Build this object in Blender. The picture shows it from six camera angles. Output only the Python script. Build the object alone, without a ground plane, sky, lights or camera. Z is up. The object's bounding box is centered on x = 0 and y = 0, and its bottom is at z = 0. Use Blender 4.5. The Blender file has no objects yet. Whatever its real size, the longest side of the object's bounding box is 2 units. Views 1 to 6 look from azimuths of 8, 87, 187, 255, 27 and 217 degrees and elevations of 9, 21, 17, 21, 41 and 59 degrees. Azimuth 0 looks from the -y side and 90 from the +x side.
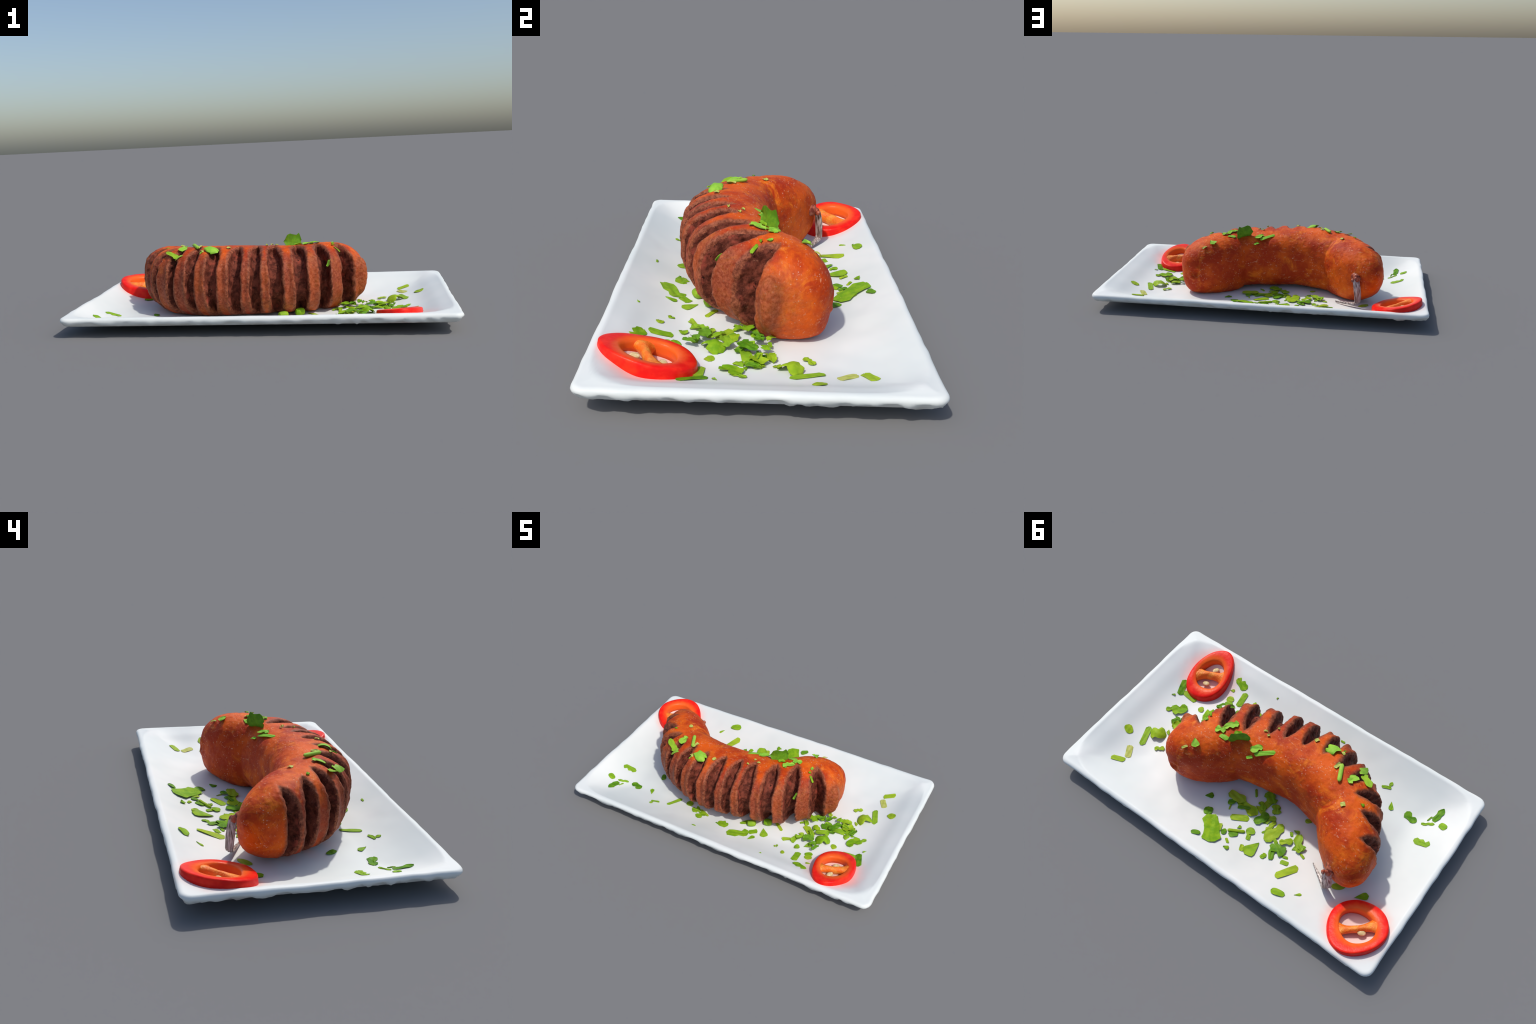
"""Scored, curved roast sausage on a white rectangular plate with chili slices and chopped parsley."""
import bpy, math, random
import numpy as np
from mathutils import Vector, Matrix

RNG = np.random.RandomState(7)
random.seed(7)

# ------------------------------------------------------------------ helpers
def add_mesh(name, verts, faces, mats, parent=None, smooth=True, crease=0):
    me = bpy.data.meshes.new(name)
    me.from_pydata([tuple(v) for v in verts], [], [tuple(int(i) for i in f) for f in faces])
    me.validate()
    me.update()
    for m in (mats if isinstance(mats, (list, tuple)) else [mats]):
        me.materials.append(m)
    if smooth:
        me.polygons.foreach_set('use_smooth', [True] * len(me.polygons))
        if crease:
            me.set_sharp_from_angle(angle=math.radians(crease))
    ob = bpy.data.objects.new(name, me)
    bpy.context.scene.collection.objects.link(ob)
    if parent is not None:
        ob.parent = parent
    return ob

def add_empty(name, loc, label, category):
    ob = bpy.data.objects.new(name, None)
    ob.location = loc
    ob.empty_display_size = 0.05
    bpy.context.scene.collection.objects.link(ob)
    ob["label"] = label
    ob["category"] = category
    return ob

def keep_world(ob, parent):
    ob.parent = parent
    ob.matrix_parent_inverse = Matrix.Translation(-parent.location)

def value_noise(p, scale, seed):
    """Smooth 3D value noise in [-1, 1] for an (n,3) array."""
    q = np.asarray(p, float) * scale + seed * 17.31
    i = np.floor(q).astype(np.int64)
    f = q - i
    f = f * f * (3 - 2 * f)
    def h(a, b, c):
        n = (a * 374761393 + b * 668265263 + c * 2147483647 + seed * 974711) & 0x7fffffff
        n = ((n ^ (n >> 13)) * 1274126177) & 0x7fffffff
        n = (n ^ (n >> 16)) & 0xffff
        return n / 32767.5 - 1.0
    out = 0.0
    for dx in (0, 1):
        for dy in (0, 1):
            for dz in (0, 1):
                w = (f[..., 0] if dx else 1 - f[..., 0]) * (f[..., 1] if dy else 1 - f[..., 1]) * (f[..., 2] if dz else 1 - f[..., 2])
                out = out + w * h(i[..., 0] + dx, i[..., 1] + dy, i[..., 2] + dz)
    return out

def catmull(points, n):
    P = np.array(points, float)
    P = np.vstack([2 * P[0] - P[1], P, 2 * P[-1] - P[-2]])
    t = np.linspace(0, len(P) - 3 - 1e-9, n)
    i = t.astype(int)
    f = (t - i)[:, None]
    a, b, c, d = P[i], P[i + 1], P[i + 2], P[i + 3]
    return .5 * (2 * b + (c - a) * f + (2 * a - 5 * b + 4 * c - d) * f ** 2 + (3 * b - 3 * c + d - a) * f ** 3)

# ------------------------------------------------------------------ node helpers
class Tree:
    def __init__(self, name):
        self.mat = bpy.data.materials.new(name)
        self.mat.use_nodes = True
        self.nt = self.mat.node_tree
        self.nt.nodes.clear()
        self.out = self.new('ShaderNodeOutputMaterial')
        self.bsdf = self.new('ShaderNodeBsdfPrincipled')
        self.link(self.bsdf.outputs[0], self.out.inputs[0])
        self.coord = self.new('ShaderNodeTexCoord').outputs['Object']
    def new(self, kind):
        return self.nt.nodes.new(kind)
    def link(self, a, b):
        self.nt.links.new(a, b)
    def put(self, sock, v):
        if hasattr(v, 'is_linked') or isinstance(v, bpy.types.NodeSocket):
            self.link(v, sock)
        else:
            sock.default_value = v
    def math(self, op, a, b=0.0, c=0.0, clamp=False):
        n = self.new('ShaderNodeMath')
        n.operation = op
        n.use_clamp = clamp
        for s, v in zip(n.inputs, (a, b, c)):
            self.put(s, v)
        return n.outputs[0]
    def noise(self, scale, detail=4.0, rough=0.55, vec=None, distort=0.0):
        n = self.new('ShaderNodeTexNoise')
        n.inputs['Scale'].default_value = scale
        n.inputs['Detail'].default_value = detail
        n.inputs['Roughness'].default_value = rough
        n.inputs['Distortion'].default_value = distort
        self.link(vec if vec is not None else self.coord, n.inputs['Vector'])
        return n.outputs[0]
    def voronoi(self, scale, vec=None, feature='F1'):
        n = self.new('ShaderNodeTexVoronoi')
        n.feature = feature
        n.inputs['Scale'].default_value = scale
        self.link(vec if vec is not None else self.coord, n.inputs['Vector'])
        return n.outputs[0]
    def stretch(self, scale, loc=(0, 0, 0), rot=(0, 0, 0)):
        n = self.new('ShaderNodeMapping')
        n.inputs['Scale'].default_value = scale
        n.inputs['Location'].default_value = loc
        n.inputs['Rotation'].default_value = rot
        self.link(self.coord, n.inputs['Vector'])
        return n.outputs[0]
    def ramp(self, fac, lo, hi, smooth=True):
        n = self.new('ShaderNodeMapRange')
        n.interpolation_type = 'SMOOTHSTEP' if smooth else 'LINEAR'
        self.put(n.inputs['Value'], fac)
        n.inputs['From Min'].default_value = lo
        n.inputs['From Max'].default_value = hi
        return n.outputs[0]
    def mix(self, fac, a, b, mode='MIX'):
        n = self.new('ShaderNodeMix')
        n.data_type = 'RGBA'
        n.blend_type = mode
        self.put(n.inputs['Factor'], fac)
        for s, v in ((n.inputs[6], a), (n.inputs[7], b)):
            if isinstance(v, tuple):
                s.default_value = v + (1.0,) if len(v) == 3 else v
            else:
                self.link(v, s)
        return n.outputs[2]
    def bump(self, height, strength, dist):
        n = self.new('ShaderNodeBump')
        n.inputs['Strength'].default_value = strength
        n.inputs['Distance'].default_value = dist
        self.link(height, n.inputs['Height'])
        self.link(n.outputs[0], self.bsdf.inputs['Normal'])
    def finish(self, color, rough=0.6, spec=0.3, **kw):
        self.put(self.bsdf.inputs['Base Color'], color if not isinstance(color, tuple) else color + (1.0,))
        self.put(self.bsdf.inputs['Roughness'], rough)
        self.bsdf.inputs['Specular IOR Level'].default_value = spec
        for k, v in kw.items():
            self.bsdf.inputs[k].default_value = v
        return self.mat

# ------------------------------------------------------------------ plate
PLATE_X, PLATE_Y, PLATE_R = 0.991, 0.565, 0.046
FLOOR_Z, RIM_RISE = 0.013, 0.088

TURN = .0145          # the plate sits turned by a little under one degree

def to_plate(x, y):
    return x - TURN * y, y + TURN * x

def edge_distance(x, y):
    qx = np.abs(x) - PLATE_X + PLATE_R
    qy = np.abs(y) - PLATE_Y + PLATE_R
    sd = np.hypot(np.maximum(qx, 0), np.maximum(qy, 0)) + np.minimum(np.maximum(qx, qy), 0) - PLATE_R
    return -sd

def plate_top(x, y):
    """Dish: flat floor that sweeps up towards the rim, gently uneven as hand-made ware is."""
    x = np.asarray(x, float)
    y = np.asarray(y, float)
    x, y = to_plate(x, y)
    d = np.clip(edge_distance(x, y), 0, None)
    ex = np.clip(1 - (PLATE_X - .026 - np.abs(x)) / np.where(x < 0, .27, .32), 0, 1) ** 1.8
    ey = np.clip(1 - (PLATE_Y - .026 - np.abs(y)) / np.where(y < 0, .26, .31), 0, 1) ** np.where(y < 0, 1.6, 1.8)
    z = FLOOR_Z + RIM_RISE * np.minimum(1, (ex ** 2.2 + ey ** 2.2) ** (1 / 2.2))
    p = np.stack([x, y, np.zeros_like(x)], -1)
    inner = np.clip(d / .12, 0, 1)
    for dx, dy, r, a in ((-.40, -.43, .09, .005), (.12, -.42, .10, .005), (-.86, .0, .14, .006), (-.15, .37, .13, .005)):
        z = z - a * np.exp(-((x - dx) ** 2 + (y - dy) ** 2) / r ** 2)      # shallow dents of hand-made ware
    z = z + (.001 + .007 * np.clip(x / .8, 0, 1)) * np.exp(-((d - .09) / .05) ** 2)      # broad shoulder inside the rim
    z = z + inner * (.0035 * value_noise(p, 5.0, 3) + .0015 * value_noise(p, 12.0, 4))
    z = z + (1 - inner) * (.004 * value_noise(p, 4.0, 5)) - .009 * np.clip(-x - .50, 0, 1) * np.clip(d / .10, 0, 1)
    return z

def plate_under(x, y):
    x, y = to_plate(x, y)
    d = np.clip(edge_distance(x, y), 0, None)
    return .064 * np.clip(1 - d / .26, 0, None) ** 1.2

def build_plate(mat):
    # rounded-rectangle outline, walked at even spacing, with a slightly wavy hand-cut edge
    arc = []
    for sx, sy, a0 in ((1, 1, 0), (-1, 1, 90), (-1, -1, 180), (1, -1, 270)):
        for a in np.linspace(a0, a0 + 90, 12):
            arc.append((sx * (PLATE_X - PLATE_R) + PLATE_R * math.cos(math.radians(a)),
                        sy * (PLATE_Y - PLATE_R) + PLATE_R * math.sin(math.radians(a))))
    arc = np.array(arc + arc[:1])
    seg = np.r_[0, np.cumsum(np.linalg.norm(np.diff(arc, axis=0), axis=1))]
    M = 520
    s = np.linspace(0, seg[-1], M, endpoint=False)
    out = np.stack([np.interp(s, seg, arc[:, 0]), np.interp(s, seg, arc[:, 1])], 1)
    out = np.stack([out[:, 0] + TURN * out[:, 1], out[:, 1] - TURN * out[:, 0]], 1)
    nrm = np.stack([np.roll(out[:, 1], -1) - np.roll(out[:, 1], 1), -(np.roll(out[:, 0], -1) - np.roll(out[:, 0], 1))], 1)
    nrm /= np.linalg.norm(nrm, axis=1)[:, None]
    p3 = np.c_[out, np.zeros(M)]
    wave = .004 * value_noise(p3, 7, 11) + .003 * value_noise(p3, 18, 12)
    rings = []
    def ring(inset, zfun, jag=0.0, seed=0):
        q = out - nrm * (inset - wave)[:, None]
        z = zfun(q[:, 0], q[:, 1])
        if jag:
            n1 = value_noise(p3, 30, seed)
            n2 = value_noise(p3, 34, seed + 1)
            q = q - nrm * (jag * np.clip(n1, -.3, 1))[:, None]
            z = z + .9 * jag * n2
        rings.append(np.c_[q, z])
    # from the centre of the top out to the rim
    base = out - nrm * .040
    for k in np.linspace(.02, 1, 64)[:-1]:
        q = base * k
        rings.append(np.c_[q, plate_top(q[:, 0], q[:, 1])])
    for inset in (.040, .034, .028, .022, .017):
        ring(np.full(M, inset), plate_top)
    ring(np.full(M, .012), lambda x, y: plate_top(x, y) - .001)
    ring(np.full(M, .006), lambda x, y: plate_top(x, y) - .0035)
    ring(np.full(M, .002), lambda x, y: plate_top(x, y) - .009)
    ring(np.full(M, .000), lambda x, y: plate_top(x, y) - .016)
    ring(np.full(M, .004), lambda x, y: plate_top(x, y) - .028, jag=.011, seed=21)
    ring(np.full(M, .016), lambda x, y: 0 * x + .064, jag=.014, seed=23)
    base = out - nrm * .026
    for k in (1.0, .98, .95, .91, .87, .82, .76, .70, .6, .45, .3, .15, .02):
        q = base * k
        rings.append(np.c_[q, plate_under(q[:, 0], q[:, 1])])
    V = np.vstack(rings)
    F = []
    idx = np.arange(M)
    nx = (idx + 1) % M
    for r in range(len(rings) - 1):
        a = r * M
        F.append(np.c_[a + idx, a + M + idx, a + M + nx, a + nx])
    F = [tuple(f) for f in np.vstack(F)]
    F.append(tuple(range(M)))
    last = (len(rings) - 1) * M
    F.append(tuple(last + i for i in reversed(range(M))))
    V[:, 2] = np.maximum(V[:, 2], 0)
    ob = add_mesh('plate', V, F, mat)
    ob["label"] = "white rectangular ceramic plate with raised wavy rim"
    ob["category"] = "plate"
    return ob

# ------------------------------------------------------------------ sausage
# spine control points: x, y, half width, top height, bottom height
SPINE = [(.293, .017, .164, .366, .000), (.180, -.084, .186, .370, .020), (-.184, -.141, .193, .383, .020),
         (-.434, -.062, .164, .373, .012), (-.498, .012, .154, .366, .010), (-.504, .020, .153, .365, .010)]
SECTION_POWER = 2.40
CAP_A, CAP_B = 1.77, 2.05           # how far the two ends reach, in half widths
# cuts: apex on the crest (x, y), where the cut opens on the outer side (x, y), half opening,
# and how fast the root of the cut runs outward on its way down
CUTS = [(.393, .045, .450, -.062, .046, .10), (.283, .005, .327, -.178, .031, .30), (.174, -.048, .209, -.252, .032, .42),
        (.056, -.103, .084, -.290, .032, .45), (-.023, -.123, -.022, -.308, .026, .55), (-.123, -.143, -.130, -.320, .031, .50),
        (-.235, -.160, -.252, -.308, .030, .50), (-.335, -.132, -.371, -.271, .029, .45), (-.420, -.115, -.485, -.215, .028, .40),
        (-.490, -.065, -.589, -.125, .031, .30), (-.565, .000, -.677, -.016, .035, .15), (-.635, .112, -.712, .072, .034, .00)]

class Sausage:
    def __init__(self):
        S = catmull(SPINE, 160)
        T = np.gradient(S[:, :2], axis=0)
        T /= np.linalg.norm(T, axis=1)[:, None]
        self.S, self.T = S, T
    def plan(self, x, y):
        """Nearest spine section: relative radius, half width, section centre height and half height."""
        S, T = self.S, self.T
        dx = x[:, None] - S[:, 0]
        dy = y[:, None] - S[:, 1]
        lon = dx * T[:, 0] + dy * T[:, 1]
        lat2 = np.maximum(dx * dx + dy * dy - lon ** 2, 0)
        lon[:, 0] = np.where(lon[:, 0] < 0, lon[:, 0] / CAP_A, lon[:, 0])
        lon[:, -1] = np.where(lon[:, -1] > 0, lon[:, -1] / CAP_B, lon[:, -1])
        r = np.sqrt(lat2 + lon ** 2) / S[:, 2]
        i = r.argmin(1)
        k = np.arange(len(x))
        side = (dx[k, i] * -T[i, 1] + dy[k, i] * T[i, 0]) / S[i, 2]
        return r[k, i], (S[i, 3] + S[i, 4]) / 2, (S[i, 3] - S[i, 4]) / 2, side

def cut_frames():
    out = []
    for ax, ay, bx, by, h, fall in CUTS:
        d = np.array([bx - ax, by - ay])
        d /= np.linalg.norm(d)
        out.append((ax, ay, d[0], d[1], h, fall))
    return out

def cut_distance(x, y, z, wob):
    """Signed distance-like value: negative inside the nearest wedge cut."""
    best = np.full(np.broadcast(x, y, z).shape, 9.0)
    for ax, ay, dx, dy, h, fall in cut_frames():
        # the root of each cut runs from the crest down and outward
        l = (x - ax) * dx + (y - ay) * dy - fall * np.clip(.34 - z, 0, .16)
        c = (x - ax) * -dy + (y - ay) * dx + wob
        w = np.where(l > 0, h * np.tanh(l / .070), .9 * l)
        best = np.minimum(best, np.abs(c) - w)
    return best

def smooth_max(a, b, k):
    return np.maximum(a, b) + k / 4 * np.clip(1 - np.abs(a - b) / k, 0, None) ** 2

PUCKER = np.array([.425, .241, .166])

def sausage_field(saus, X, Y, Z):
    """X, Y, Z are grid axes; returns the body field and the cut field on the grid."""
    gx, gy = np.meshgrid(X, Y, indexing='ij')
    r, zc, b, side = saus.plan(gx.ravel(), gy.ravel())
    sh = gx.shape
    r, zc, b = r.reshape(sh), zc.reshape(sh), b.reshape(sh)
    dz = Z[None, None] - zc[..., None]
    h = np.abs(dz) / b[..., None]
    sag = (.60 - .60 * np.tanh(side.reshape(sh) / .45))[..., None] * np.clip((gx + .66) / .14, 0, 1)[..., None] + .9 * np.clip((gx - .36) / .1, 0, 1)[..., None]          # the smooth inner side sags flat on the plate, the cut side curls under
    power = np.where(dz < 0, SECTION_POWER + sag, SECTION_POWER)
    f = (r[..., None] ** power + h ** power) ** (1 / power)
    body = (f - 1) * .17
    G = np.stack(np.broadcast_arrays(gx[..., None], gy[..., None], Z[None, None]), -1)
    wob = .006 * value_noise(G, 9.0, 31)
    cut = cut_distance(gx[..., None], gy[..., None], Z[None, None], wob)
    # lips: the casing curls outward beside each cut, most on the outer end flap
    near = np.exp(-(np.clip(cut, 0, None) / .022) ** 2)
    outer = np.clip((r - .55) / .4, 0, 1)[..., None]
    body = body - .014 * near * outer
    flap = np.exp(-(((G[..., 0] - .540) / .045) ** 2 + ((G[..., 1] - .005) / .045) ** 2 + ((G[..., 2] - .20) / .15) ** 2))
    body = body - .055 * flap
    # soft lumps of the skin
    body = body + .004 * value_noise(G, 8.0, 33) + .002 * value_noise(G, 20.0, 34)
    # puckered tie at the smooth end
    dp = np.sqrt(((G - PUCKER) ** 2).sum(-1))
    body = body + .010 * np.exp(-(dp / .018) ** 2) - .006 * np.exp(-((dp - .038) / .012) ** 2)
    # torn, grainy cut faces
    cut = cut + .0050 * value_noise(G, 24.0, 35) + .0035 * value_noise(G, 55.0, 36)
    return body, cut

def surface_net(D, X, Y, Z):
    """Dual surface of a sampled field: one vertex per crossed cell, one quad per crossed grid edge."""
    neg = D < 0
    nx, ny, nz = D.shape
    c = np.zeros((nx - 1, ny - 1, nz - 1), np.int8)
    for a in (0, 1):
        for b in (0, 1):
            for e in (0, 1):
                c += neg[a:nx - 1 + a, b:ny - 1 + b, e:nz - 1 + e]
    act = (c > 0) & (c < 8)
    ci = np.argwhere(act)
    ids = np.full(act.shape, -1, np.int64)
    ids[act] = np.arange(len(ci))
    acc = np.zeros((len(ci), 3))
    cnt = np.zeros(len(ci))
    corners = [(a, b, e) for a in (0, 1) for b in (0, 1) for e in (0, 1)]
    for p in corners:
        for ax in range(3):
            if p[ax]:
                continue
            q = list(p)
            q[ax] = 1
            v0 = D[ci[:, 0] + p[0], ci[:, 1] + p[1], ci[:, 2] + p[2]]
            v1 = D[ci[:, 0] + q[0], ci[:, 1] + q[1], ci[:, 2] + q[2]]
            m = (v0 < 0) != (v1 < 0)
            t = v0[m] / (v0[m] - v1[m])
            pt = np.tile(np.array(p, float), (m.sum(), 1))
            pt[:, ax] = t
            acc[m] += pt
            cnt[m] += 1
    loc = ci + acc / cnt[:, None]
    V = np.stack([X[0] + loc[:, 0] * (X[1] - X[0]), Y[0] + loc[:, 1] * (Y[1] - Y[0]), Z[0] + loc[:, 2] * (Z[1] - Z[0])], 1)
    F = []
    for ax in range(3):
        o = [i for i in range(3) if i != ax]
        sl0 = [slice(None)] * 3
        sl1 = [slice(None)] * 3
        sl0[ax] = slice(0, -1)
        sl1[ax] = slice(1, None)
        m = neg[tuple(sl0)] != neg[tuple(sl1)]
        e = np.argwhere(m)
        e = e[(e[:, o[0]] > 0) & (e[:, o[1]] > 0) & (e[:, o[0]] < D.shape[o[0]] - 1) & (e[:, o[1]] < D.shape[o[1]] - 1)]
        def at(d0, d1):
            k = e.copy()
            k[:, o[0]] += d0
            k[:, o[1]] += d1
            return ids[k[:, 0], k[:, 1], k[:, 2]]
        quad = np.stack([at(-1, -1), at(0, -1), at(0, 0), at(-1, 0)], 1)
        inside = neg[e[:, 0], e[:, 1], e[:, 2]]
        flip = inside if ax != 1 else ~inside
        quad[~flip] = quad[~flip][:, ::-1]
        F.append(quad)
    return V, np.vstack(F)

def relax(V, F, steps, lam=.5):
    E = np.unique(np.sort(np.vstack([F[:, [0, 1]], F[:, [1, 2]], F[:, [2, 3]], F[:, [3, 0]]]), axis=1), axis=0)
    deg = np.bincount(E.ravel(), minlength=len(V)).astype(float)
    for k in range(steps):
        s = np.zeros_like(V)
        for j in range(3):
            s[:, j] = np.bincount(E[:, 0], V[E[:, 1], j], len(V)) + np.bincount(E[:, 1], V[E[:, 0], j], len(V))
        mu = lam if k % 2 == 0 else -lam * .9
        V = V + mu * (s / np.maximum(deg, 1)[:, None] - V)
    return V

def sample_grid(D, X, Y, Z, P):
    i = [np.clip(np.round((P[:, k] - A[0]) / (A[1] - A[0])).astype(int), 0, len(A) - 1) for k, A in enumerate((X, Y, Z))]
    return D[i[0], i[1], i[2]]

def build_sausage(casing_mat, meat_mat, tail_mat, knot_mat):
    root = add_empty('sausage', (-.10, -.05, .02), "curved roasted orange sausage scored into fanned slices", "sausage")
    saus = Sausage()
    step = .0052
    X = np.arange(-.80, .66, step)
    Y = np.arange(-.40, .36, step)
    Z = np.arange(-.02, .45, step)
    body, cut = sausage_field(saus, X, Y, Z)
    # the cuts open into grooves: shallow along the middle, right through the skin and deeper at both ends
    groove = (.050 + .050 * np.clip((np.abs(X + .08) - .30) / .22, 0, 1))[:, None, None]
    D = smooth_max(body, -smooth_max(cut, -(body + groove), .020), .026)
    V, F = surface_net(D, X, Y, Z)
    V = relax(V, F, 4)
    # fine wrinkles of the skin
    me_all = bpy.data.meshes.new('tmp')
    me_all.from_pydata(V.tolist(), [], F.tolist())
    me_all.update()
    N = np.zeros(len(V) * 3)
    me_all.vertices.foreach_get('normal', N)
    N = N.reshape(-1, 3)
    fine = .0011 * value_noise(V, 60, 41) + .0008 * value_noise(V, 110, 42)
    V = V + N * fine[:, None]
    V[:, 2] = np.maximum(V[:, 2], plate_top(V[:, 0], V[:, 1]) - .004)
    me_all.vertices.foreach_set('co', V.ravel())
    me_all.update()
    me_all.vertices.foreach_get('normal', N.reshape(-1))
    Nf = np.zeros(len(V) * 3)
    me_all.vertices.foreach_get('normal', Nf)
    Nf = Nf.reshape(-1, 3)
    C = V[F].mean(1)
    depth = sample_grid(body, X, Y, Z, C) + .004 * value_noise(C, 40, 43)
    is_meat = depth < -.014
    parts = []
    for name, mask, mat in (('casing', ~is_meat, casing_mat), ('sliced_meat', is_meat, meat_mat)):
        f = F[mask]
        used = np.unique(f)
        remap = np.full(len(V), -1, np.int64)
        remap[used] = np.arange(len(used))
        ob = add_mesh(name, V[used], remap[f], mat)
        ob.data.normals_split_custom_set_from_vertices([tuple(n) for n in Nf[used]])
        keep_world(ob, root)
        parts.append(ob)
    bpy.data.meshes.remove(me_all)
    # tied casing tail: a pleated ribbon hanging from the knot, bent on the plate
    path = catmull([(-.562, .292, .196), (-.570, .303, .150), (-.578, .310, .085), (-.570, .308, .052), (-.520, .276, .036), (-.444, .229, .026)], 46)
    width = np.interp(np.linspace(0, 1, 46), [0, .3, .55, .7, 1], [.046, .050, .042, .030, .004])
    tang = np.gradient(path, axis=0)
    tang /= np.linalg.norm(tang, axis=1)[:, None]
    VV, FF = [], []
    K = 20
    for p, t, w in zip(path, tang, width):
        side = np.array([-.82, -.57, 0.0]) + 0.0
        side -= t * side.dot(t)
        side /= np.linalg.norm(side)
        if abs(t[2]) < .5:
            side = np.cross(t, [0, 0, 1.0])
            side /= np.linalg.norm(side)
            side *= np.sign(side.dot([-.82, -.57, 0])) or 1
        n = np.cross(side, t)
        for j in range(K):
            a = 2 * math.pi * j / K
            pleat = .0035 * math.cos(3.0 * math.cos(a) * math.pi)
            VV.append(p + side * (math.cos(a) * w / 2) + n * (math.sin(a) * (.004 + .06 * w) + pleat * .7))
    for i in range(45):
        for j in range(K):
            k = (j + 1) % K
            FF.append((i * K + j, i * K + k, (i + 1) * K + k, (i + 1) * K + j))
    FF.append(tuple(range(K)))
    FF.append(tuple(45 * K + j for j in reversed(range(K))))
    tail = add_mesh('casing_tail', VV, FF, tail_mat)
    keep_world(tail, root)
    # knot: pinched lumps where the casing is tied
    VV, FF = [], []
    for cx, cy, cz, r in ((-.566, .290, .192, .017), (-.584, .276, .196, .014), (-.546, .298, .188, .012), (-.568, .270, .200, .024), (-.566, .250, .196, .034)):
        o = len(VV)
        for i in range(9):
            for j in range(14):
                th, ph = math.pi * i / 8, 2 * math.pi * j / 14
                d = np.array([math.sin(th) * math.cos(ph), math.sin(th) * math.sin(ph), math.cos(th)])
                q = np.array([cx, cy, cz]) + d * r * (1 + .15 * float(value_noise(d[None], 2.3, 51)[0]))
                VV.append(q)
        for i in range(8):
            for j in range(14):
                k = (j + 1) % 14
                FF.append((o + i * 14 + j, o + (i + 1) * 14 + j, o + (i + 1) * 14 + k, o + i * 14 + k))
    knot = add_mesh('knot', VV, FF, knot_mat)
    keep_world(knot, root)
    return root, parts

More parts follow.
